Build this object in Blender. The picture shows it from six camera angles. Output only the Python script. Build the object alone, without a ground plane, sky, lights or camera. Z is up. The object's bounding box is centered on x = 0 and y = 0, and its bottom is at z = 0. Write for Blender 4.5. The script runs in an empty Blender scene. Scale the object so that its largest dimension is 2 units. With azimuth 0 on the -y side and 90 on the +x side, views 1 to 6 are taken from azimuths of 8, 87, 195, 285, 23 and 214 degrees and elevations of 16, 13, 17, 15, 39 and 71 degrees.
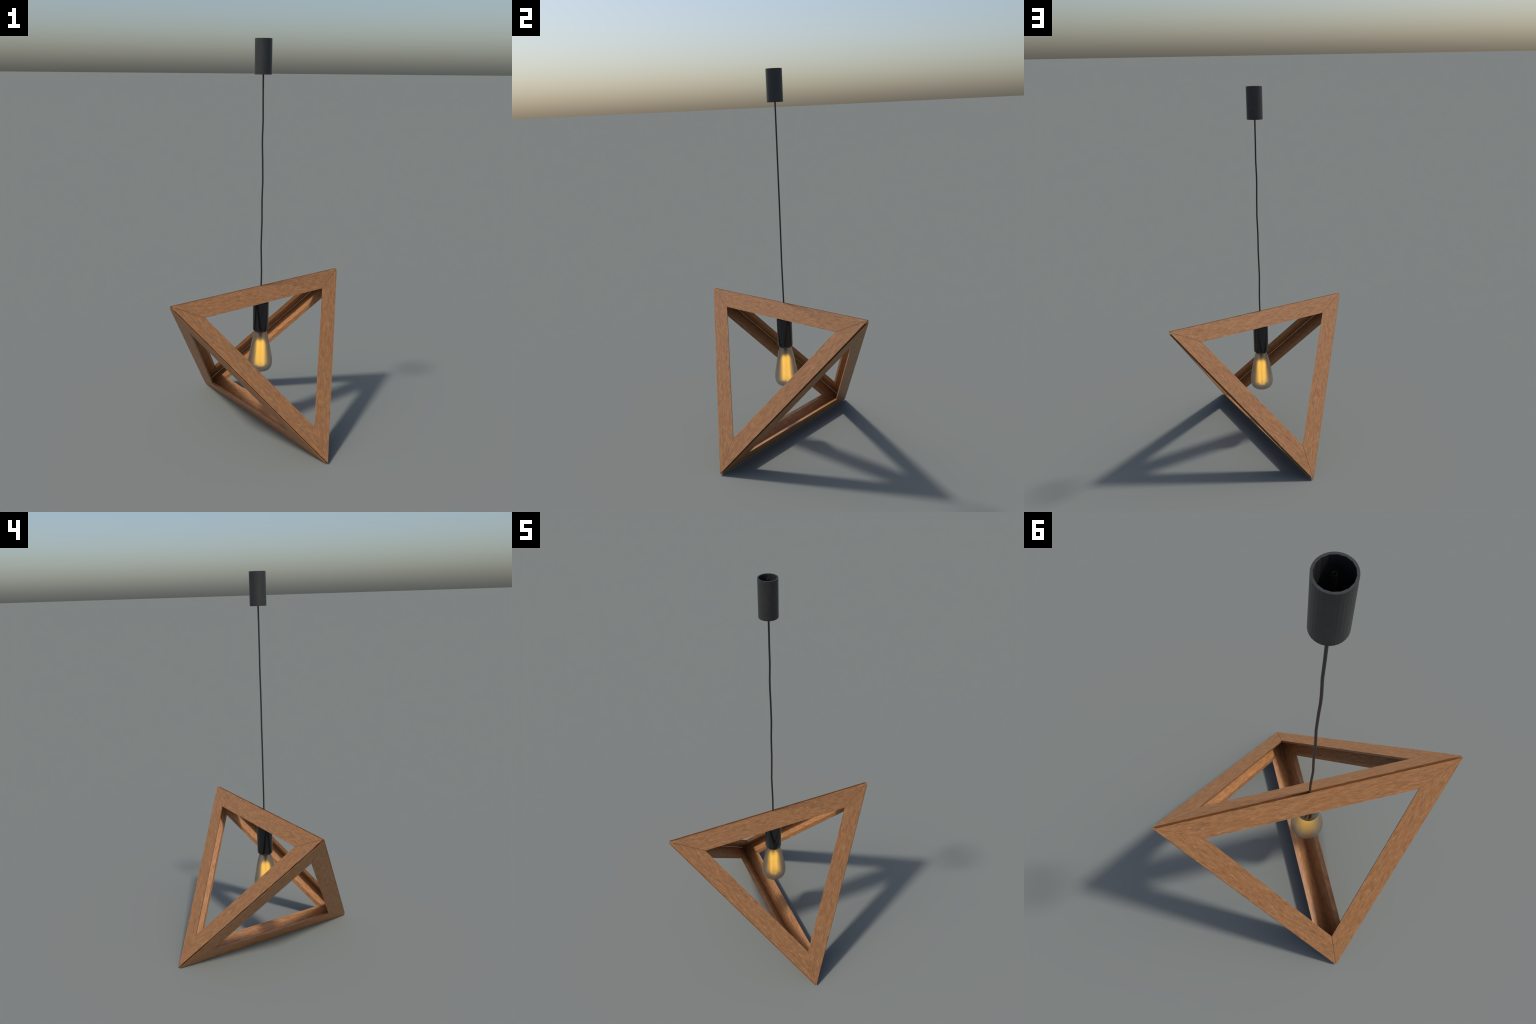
"""Pendant lamp: a regular tetrahedron of four mitred wooden triangle frames,
hung by a black cable from a tubular ceiling canopy, with a glowing
teardrop filament bulb in a glossy black socket."""
import bpy, bmesh, math, random
from mathutils import Vector, Matrix

random.seed(7)

# ------------------------------------------------------------------ sizes (m)
FACE_DIST = 0.2273      # tetrahedron centre to outer face plane
TIP_R = 0.6274          # triangle centre to mitred tip (outer face)
HOLE_R = 0.4425         # triangle centre to corner of the opening
THICK = 0.0148          # board thickness
BEVEL_IN = 0.0139       # both long edges slope in by this towards the inside
CENTRE_Z = FACE_DIST / math.sqrt(3) + TIP_R * math.sqrt(1 / 6)
MITRE_GAP = 0.0010

CANOPY_R, CANOPY_IN, CANOPY_LO, CANOPY_HI = 0.0415, 0.0367, 1.8352, 2.0
CABLE_R = 0.0041
SOCKET_R = 0.0414

# ------------------------------------------------------------------ helpers
def new_mat(name):
    m = bpy.data.materials.new(name)
    m.use_nodes = True
    nt = m.node_tree
    nt.nodes.clear()
    out = nt.nodes.new("ShaderNodeOutputMaterial")
    return m, nt, out


def principled(nt, out, **kw):
    b = nt.nodes.new("ShaderNodeBsdfPrincipled")
    for k, v in kw.items():
        b.inputs[k].default_value = v
    nt.links.new(b.outputs[0], out.inputs["Surface"])
    return b


def add_object(name, mesh, parent, mat=None, smooth=False):
    if mat:
        mesh.materials.append(mat)
    for p in mesh.polygons:
        p.use_smooth = smooth
    ob = bpy.data.objects.new(name, mesh)
    bpy.context.scene.collection.objects.link(ob)
    ob.parent = parent
    return ob


def lathe(name, profile, segs):
    """Closed surface of revolution around z; profile = [(r, z), ...]."""
    bm = bmesh.new()
    rings = []
    for r, z in profile:
        if r < 1e-6:
            rings.append([bm.verts.new((0, 0, z))])
        else:
            rings.append([bm.verts.new((r * math.cos(2 * math.pi * i / segs),
                                        r * math.sin(2 * math.pi * i / segs), z))
                          for i in range(segs)])
    for a, b in zip(rings, rings[1:]):
        if len(a) == 1 and len(b) == 1:
            continue
        for i in range(segs):
            j = (i + 1) % segs
            if len(a) == 1:
                bm.faces.new((a[0], b[j], b[i]))
            elif len(b) == 1:
                bm.faces.new((a[i], a[j], b[0]))
            else:
                bm.faces.new((a[i], a[j], b[j], b[i]))
    bmesh.ops.recalc_face_normals(bm, faces=bm.faces)
    me = bpy.data.meshes.new(name)
    bm.to_mesh(me)
    bm.free()
    return me


def tube(bm, pts, radius, segs=10):
    """Sweep a round section along a polyline (capped)."""
    pts = [Vector(p) for p in pts]
    rings = []
    ref = Vector((1, 0, 0))
    for i, p in enumerate(pts):
        t = (pts[min(i + 1, len(pts) - 1)] - pts[max(i - 1, 0)]).normalized()
        if abs(t.dot(ref)) > 0.9:
            ref = Vector((0, 1, 0))
        u = (ref - t * ref.dot(t)).normalized()
        ref = u
        v = t.cross(u)
        rings.append([bm.verts.new(p + radius * (math.cos(2 * math.pi * k / segs) * u +
                                                 math.sin(2 * math.pi * k / segs) * v))
                      for k in range(segs)])
    for a, b in zip(rings, rings[1:]):
        for k in range(segs):
            bm.faces.new((a[k], a[(k + 1) % segs], b[(k + 1) % segs], b[k]))
    bm.faces.new(rings[0][::-1])
    bm.faces.new(rings[-1])


def to_mesh(bm, name):
    bmesh.ops.recalc_face_normals(bm, faces=bm.faces)
    me = bpy.data.meshes.new(name)
    bm.to_mesh(me)
    bm.free()
    return me


def smooth_catmull(pts, n):
    """Catmull-Rom resample of a list of tuples."""
    out = []
    P = [Vector(p) for p in pts]
    P = [2 * P[0] - P[1]] + P + [2 * P[-1] - P[-2]]
    for i in range(1, len(P) - 2):
        a, b, c, d = P[i - 1:i + 3]
        for k in range(n):
            t = k / n
            out.append(0.5 * (2 * b + (c - a) * t + (2 * a - 5 * b + 4 * c - d) * t * t +
                              (3 * b - a - 3 * c + d) * t ** 3))
    out.append(P[-2])
    return out

# ------------------------------------------------------------------ materials
def wood_material():
    m, nt, out = new_mat("stained_wood")
    N, L = nt.nodes, nt.links
    bsdf = principled(nt, out, Roughness=0.48)
    bsdf.inputs["Specular IOR Level"].default_value = 0.42
    tc = N.new("ShaderNodeTexCoord")
    info = N.new("ShaderNodeObjectInfo")
    seed = N.new("ShaderNodeMath"); seed.operation = 'MULTIPLY'
    seed.inputs[1].default_value = 3.7
    L.new(info.outputs["Random"], seed.inputs[0])
    off = N.new("ShaderNodeVectorMath"); off.operation = 'ADD'
    L.new(tc.outputs["Object"], off.inputs[0])
    L.new(seed.outputs[0], off.inputs[1])

    def noise(scale, detail, rough, distort=0.0):
        mp = N.new("ShaderNodeMapping")
        mp.inputs["Scale"].default_value = scale
        L.new(off.outputs[0], mp.inputs["Vector"])
        t = N.new("ShaderNodeTexNoise")
        t.inputs["Scale"].default_value = 1.0
        t.inputs["Detail"].default_value = detail
        t.inputs["Roughness"].default_value = rough
        t.inputs["Distortion"].default_value = distort
        L.new(mp.outputs[0], t.inputs["Vector"])
        return t.outputs["Fac"]

    def ramp(fac, stops):
        r = N.new("ShaderNodeValToRGB")
        el = r.color_ramp.elements
        while len(el) < len(stops):
            el.new(0.5)
        for e, (p, c) in zip(el, stops):
            e.position = p
            e.color = (*c, 1)
        L.new(fac, r.inputs["Fac"])
        return r.outputs["Color"]

    def mix(fac, a, b, mode='MIX'):
        x = N.new("ShaderNodeMix"); x.data_type = 'RGBA'; x.blend_type = mode
        if isinstance(fac, float):
            x.inputs["Factor"].default_value = fac
        else:
            L.new(fac, x.inputs["Factor"])
        for s, v in ((6, a), (7, b)):
            if isinstance(v, tuple):
                x.inputs[s].default_value = (*v, 1)
            else:
                L.new(v, x.inputs[s])
        return x.outputs[2]

    # broad mottling, blotches drawn out along the board
    base = ramp(noise((26, 105, 105), 4.0, 0.6, 0.4),
                [(0.30, WOOD_DARK), (0.47, WOOD_MID), (0.60, WOOD_MID2), (0.74, WOOD_LIGHT)])
    # redder and greyer patches
    hue = ramp(noise((16, 60, 60), 2.0, 0.5), [(0.38, (1.02, 0.98, 0.98)), (0.62, (0.99, 1.01, 0.99))])
    col = mix(1.0, base, hue, 'MULTIPLY')
    # fine long fibres
    fib = ramp(noise((24, 380, 380), 3.0, 0.6), [(0.32, (0.86, 0.86, 0.86)), (0.68, (1.10, 1.09, 1.08))])
    col = mix(1.0, col, fib, 'MULTIPLY')
    # pale ray flecks and short dark pores
    fl = ramp(noise((34, 210, 210), 2.0, 0.5, 0.3), [(0.57, (0, 0, 0)), (0.76, (1, 1, 1))])
    col = mix(fl, col, WOOD_FLECK)
    po = ramp(noise((38, 160, 160), 2.0, 0.5, 0.3), [(0.28, (0.84, 0.82, 0.81)), (0.43, (1, 1, 1))])
    col = mix(1.0, col, po, 'MULTIPLY')
    L.new(col, bsdf.inputs["Base Color"])

    bump = N.new("ShaderNodeBump")
    bump.inputs["Strength"].default_value = 0.12
    bump.inputs["Distance"].default_value = 0.001
    L.new(noise((40, 300, 300), 3.0, 0.6), bump.inputs["Height"])
    L.new(bump.outputs[0], bsdf.inputs["Normal"])
    return m


WOOD_DARK = (0.262, 0.117, 0.0445)
WOOD_MID = (0.346, 0.1565, 0.059)
WOOD_MID2 = (0.391, 0.18, 0.0675)
WOOD_LIGHT = (0.454, 0.2195, 0.086)
WOOD_FLECK = (0.516, 0.2595, 0.105)


def coated(name, col, rough, noise_amt=0.15, **kw):
    """Dark coated metal / plastic with a little tonal unevenness."""
    m, nt, out = new_mat(name)
    b = principled(nt, out, Roughness=rough, **kw)
    tc = nt.nodes.new("ShaderNodeTexCoord")
    t = nt.nodes.new("ShaderNodeTexNoise")
    t.inputs["Scale"].default_value = 60
    t.inputs["Detail"].default_value = 3
    nt.links.new(tc.outputs["Object"], t.inputs["Vector"])
    r = nt.nodes.new("ShaderNodeValToRGB")
    r.color_ramp.elements[0].position = 0.3
    r.color_ramp.elements[1].position = 0.7
    r.color_ramp.elements[0].color = (*[c * (1 - noise_amt) for c in col], 1)
    r.color_ramp.elements[1].color = (*[c * (1 + noise_amt) for c in col], 1)
    nt.links.new(t.outputs["Fac"], r.inputs["Fac"])
    nt.links.new(r.outputs["Color"], b.inputs["Base Color"])
    return m


def bulb_glass():
    m, nt, out = new_mat("smoked_bulb_glass")
    principled(nt, out, **{"Base Color": (0.80, 0.78, 0.75, 1), "Roughness": 0.40,
                           "IOR": 1.4, "Transmission Weight": 1.0,
                           "Coat Weight": 0.4, "Coat Roughness": 0.06})
    return m


def filament_glow():
    m, nt, out = new_mat("glowing_filament")
    e = nt.nodes.new("ShaderNodeEmission")
    e.inputs["Color"].default_value = (1.0, 0.56, 0.085, 1)
    e.inputs["Strength"].default_value = 1.62
    nt.links.new(e.outputs[0], out.inputs["Surface"])
    return m


# ------------------------------------------------------------------ root
lamp = bpy.data.objects.new("pendant_lamp", None)
bpy.context.scene.collection.objects.link(lamp)
lamp["label"] = "wooden tetrahedron pendant lamp with glowing filament bulb"
lamp["category"] = "pendant lamp"

# ------------------------------------------------------------------ wooden frame
def board_mesh():
    """One mitred board. x runs along it, y points to the outer rim, z is the
    outward face normal; origin in the middle of the outer face."""
    rim_y, hole_y = TIP_R / 2, HOLE_R / 2        # distance from triangle centre
    y0 = (rim_y + hole_y) / 2
    s3 = math.sqrt(3)
    def corner(y, depth, side):
        return (side * (y * s3 - MITRE_GAP), y - y0, -depth)
    bm = bmesh.new()
    prof = [(rim_y, 0), (rim_y - BEVEL_IN, THICK), (hole_y + BEVEL_IN, THICK), (hole_y, 0)]
    ends = [[bm.verts.new(corner(y, d, s)) for y, d in prof] for s in (-1, 1)]
    a, b = ends
    for k in range(4):
        bm.faces.new((a[k], a[(k + 1) % 4], b[(k + 1) % 4], b[k]))
    bm.faces.new(a[::-1])
    bm.faces.new(b)
    bmesh.ops.recalc_face_normals(bm, faces=bm.faces)
    bmesh.ops.bevel(bm, geom=list(bm.edges), offset=0.0006, segments=2, profile=0.5,
                    affect='EDGES', clamp_overlap=True)
    return to_mesh(bm, "frame_board"), y0


wood = wood_material()
mesh, y0 = board_mesh()
mesh.materials.append(wood)
corners = {k: Vector(v) / math.sqrt(3) for k, v in
           dict(a=(-1, -1, 1), b=(1, 1, 1), c=(1, -1, -1), d=(-1, 1, -1)).items()}
for opposite in "dacb":
    n = -corners[opposite]
    tri = [corners[k] for k in "abcd" if k != opposite]
    centre = n * FACE_DIST + Vector((0, 0, CENTRE_Z))
    for i in range(3):
        p, q, third = tri[i], tri[(i + 1) % 3], tri[(i + 2) % 3]
        x = (q - p).normalized()
        y = (p + q) / 2 - n * ((p + q) / 2).dot(n)
        y.normalize()
        if x.cross(y).dot(n) < 0:
            x = -x
        rot = Matrix((x, y, n)).transposed().to_4x4()
        ob = bpy.data.objects.new("frame_board", mesh)
        bpy.context.scene.collection.objects.link(ob)
        ob.parent = lamp
        ob.matrix_world = Matrix.Translation(centre + y * y0) @ rot

# ------------------------------------------------------------------ canopy
black_metal = coated("black_powder_coat", (0.027, 0.0265, 0.0255), 0.40)
bm = bmesh.new()
def ring(r, z, n):
    return [bm.verts.new((r * math.cos(2 * math.pi * i / n), r * math.sin(2 * math.pi * i / n), z))
            for i in range(n)]
NO, NI = 32, 16                      # the lining is rolled in coarser flats
o_lo, o_hi = ring(CANOPY_R, CANOPY_LO, NO), ring(CANOPY_R, CANOPY_HI, NO)
i_lo, i_hi = ring(CANOPY_IN, CANOPY_LO + 0.006, NI), ring(CANOPY_IN, CANOPY_HI, NI)
for i in range(NO):
    j = (i + 1) % NO
    bm.faces.new((o_lo[i], o_lo[j], o_hi[j], o_hi[i]))
for i in range(NI):
    j = (i + 1) % NI
    bm.faces.new((i_lo[j], i_lo[i], i_hi[i], i_hi[j]))
    a, b, c = o_hi[2 * i], o_hi[2 * i + 1], o_hi[(2 * i + 2) % NO]
    bm.faces.new((a, b, i_hi[i]))
    bm.faces.new((b, c, i_hi[j], i_hi[i]))
bm.faces.new(o_lo[::-1])
bm.faces.new(i_lo)
canopy = add_object("ceiling_canopy", to_mesh(bm, "ceiling_canopy"), lamp, black_metal)

# hollow threaded tube standing inside the canopy
tube_mat = coated("blackened_steel", (0.003, 0.003, 0.0034), 0.25, 0.1, **{"Specular IOR Level": 0.4})
threaded = add_object("threaded_tube", lathe("threaded_tube",
                      [(0.0, CANOPY_LO + 0.0065), (0.0046, CANOPY_LO + 0.0065), (0.0046, CANOPY_HI - 0.002),
                       (0.0044, CANOPY_HI - 0.0018), (0.0042, CANOPY_HI - 0.002), (0.0040, CANOPY_LO + 0.02),
                       (0.0, CANOPY_LO + 0.02)], 20), canopy, tube_mat, True)

# thin glossy strands modelled where small glints show beside the tube
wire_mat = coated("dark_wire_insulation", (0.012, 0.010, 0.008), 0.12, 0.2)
bm = bmesh.new()
for k in range(3):
    ph = k * 2.1
    pts = []
    for i in range(22):
        f = i / 21
        pts.append((-0.004 - 0.009 * f + 0.0030 * math.cos(ph + 9 * f) + 0.0012 * random.uniform(-1, 1),
                    -0.019 + 0.006 * f + 0.0030 * math.sin(ph + 9 * f) + 0.0012 * random.uniform(-1, 1),
                    CANOPY_LO + 0.0068 + 0.112 * f))
    tube(bm, pts, 0.0011, 8)
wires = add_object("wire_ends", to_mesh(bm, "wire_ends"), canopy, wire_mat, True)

# ------------------------------------------------------------------ cable
cable_pts = [(0, 0, 1.843), (0, 0, 1.836), (0.0004, 0, 1.70), (0.0014, 0, 1.622),
             (-0.0010, 0.0002, 1.540), (-0.0008, 0, 1.495), (0.0012, 0, 1.43), (0.0030, 0, 1.322),
             (0.0003, 0, 1.225), (0.0012, -0.0003, 1.12), (-0.0016, -0.0008, 0.984),
             (0.0017, 0, 0.855), (0.0010, 0.0008, 0.775), (0, 0, 0.70)]
bm = bmesh.new()
tube(bm, cable_pts, CABLE_R, 14)
cable_mat = coated("black_cable_sheath", (0.020, 0.021, 0.021), 0.38)
cable = add_object("cable", to_mesh(bm, "cable"), lamp, cable_mat, True)

# ------------------------------------------------------------------ socket
socket_mat = coated("glossy_black_bakelite", (0.0155, 0.0160, 0.0160), 0.11, 0.1)
R = SOCKET_R
prof = [(0.0, 0.722), (0.010, 0.722), (0.012, 0.720), (0.014, 0.700), (0.030, 0.696), (R - 0.004, 0.690), (R - 0.001, 0.686), (R, 0.680),
        (R, 0.5340), (R - 0.0004, 0.5325), (R - 0.0038, 0.5295), (R - 0.0060, 0.5268), (R - 0.0068, 0.5244),
        (R - 0.0073, 0.5275), (0.0, 0.5275)]
socket = add_object("lamp_socket", lathe("lamp_socket", prof, 64), lamp, socket_mat, True)
socket.data.set_sharp_from_angle(angle=math.radians(25))

# ------------------------------------------------------------------ bulb
bulb_prof = [(0.0292, 0.5268), (0.0328, 0.515), (0.0408, 0.4895), (0.0473, 0.458), (0.0534, 0.424), (0.0604, 0.386),
             (0.0636, 0.362), (0.0642, 0.350), (0.0628, 0.334), (0.0570, 0.317), (0.0445, 0.3050),
             (0.0240, 0.2985), (0.0, 0.2966)]
outer = [(max(p.x, 0), p.y) for p in smooth_catmull([(r, z, 0) for r, z in bulb_prof], 6)]
outer[-1] = (0.0, bulb_prof[-1][1])
wall = 0.0012
inner = []
for k, (r, z) in enumerate(outer):
    a, b = outer[max(k - 1, 0)], outer[min(k + 1, len(outer) - 1)]
    dr, dz = b[0] - a[0], b[1] - a[1]
    ln = math.hypot(dr, dz)
    inner.append((max(r + wall * dz / ln, 0.0), z - wall * dr / ln))
inner[-1] = (0.0, outer[-1][1] + wall)
me = lathe("light_bulb", outer + inner[::-1], 64)
bulb = add_object("light_bulb", me, lamp, bulb_glass(), True)
# close the lip between the two walls (hidden inside the socket)
bm = bmesh.new(); bm.from_mesh(me)
rim = [e for e in bm.edges if e.is_boundary]
if rim:
    bmesh.ops.bridge_loops(bm, edges=rim)
bmesh.ops.recalc_face_normals(bm, faces=bm.faces)
bm.to_mesh(me); bm.free()

# glass stem that carries the filament
stem_mat = coated("dark_glass_stem", (0.05, 0.045, 0.04), 0.2)
stem = add_object("filament_stem", lathe("filament_stem",
                  [(0, 0.5266), (0.014, 0.5264), (0.012, 0.505), (0.006, 0.487), (0.003, 0.468), (0, 0.466)], 20),
                  bulb, stem_mat, True)

# filament: squirrel-cage loops zig-zagging between two rings of hooks
bm = bmesh.new()
def cage(loops, r_top, r_low, z_top, z_low, wire):
    pts = []
    for k in range(loops):
        a0 = 2 * math.pi * k / loops
        a1 = 2 * math.pi * (k + 0.5) / loops
        pts += [(r_top * math.cos(a0), r_top * math.sin(a0), z_top),
                (r_low * math.cos(a0), r_low * math.sin(a0), z_low),
                (r_low * math.cos(a1), r_low * math.sin(a1), z_low),
                (r_top * math.cos(a1), r_top * math.sin(a1), z_top)]
    for a, b in zip(pts, pts[1:] + pts[:1]):
        tube(bm, [a, b], wire, 8)

cage(6, 0.0180, 0.0210, 0.464, 0.330, 0.0023)      # dense inner strands
cage(4, 0.0250, 0.0330, 0.452, 0.332, 0.0009)      # thinner, sparser strands at a wider radius
filament = add_object("filament", to_mesh(bm, "filament"), bulb, filament_glow(), True)
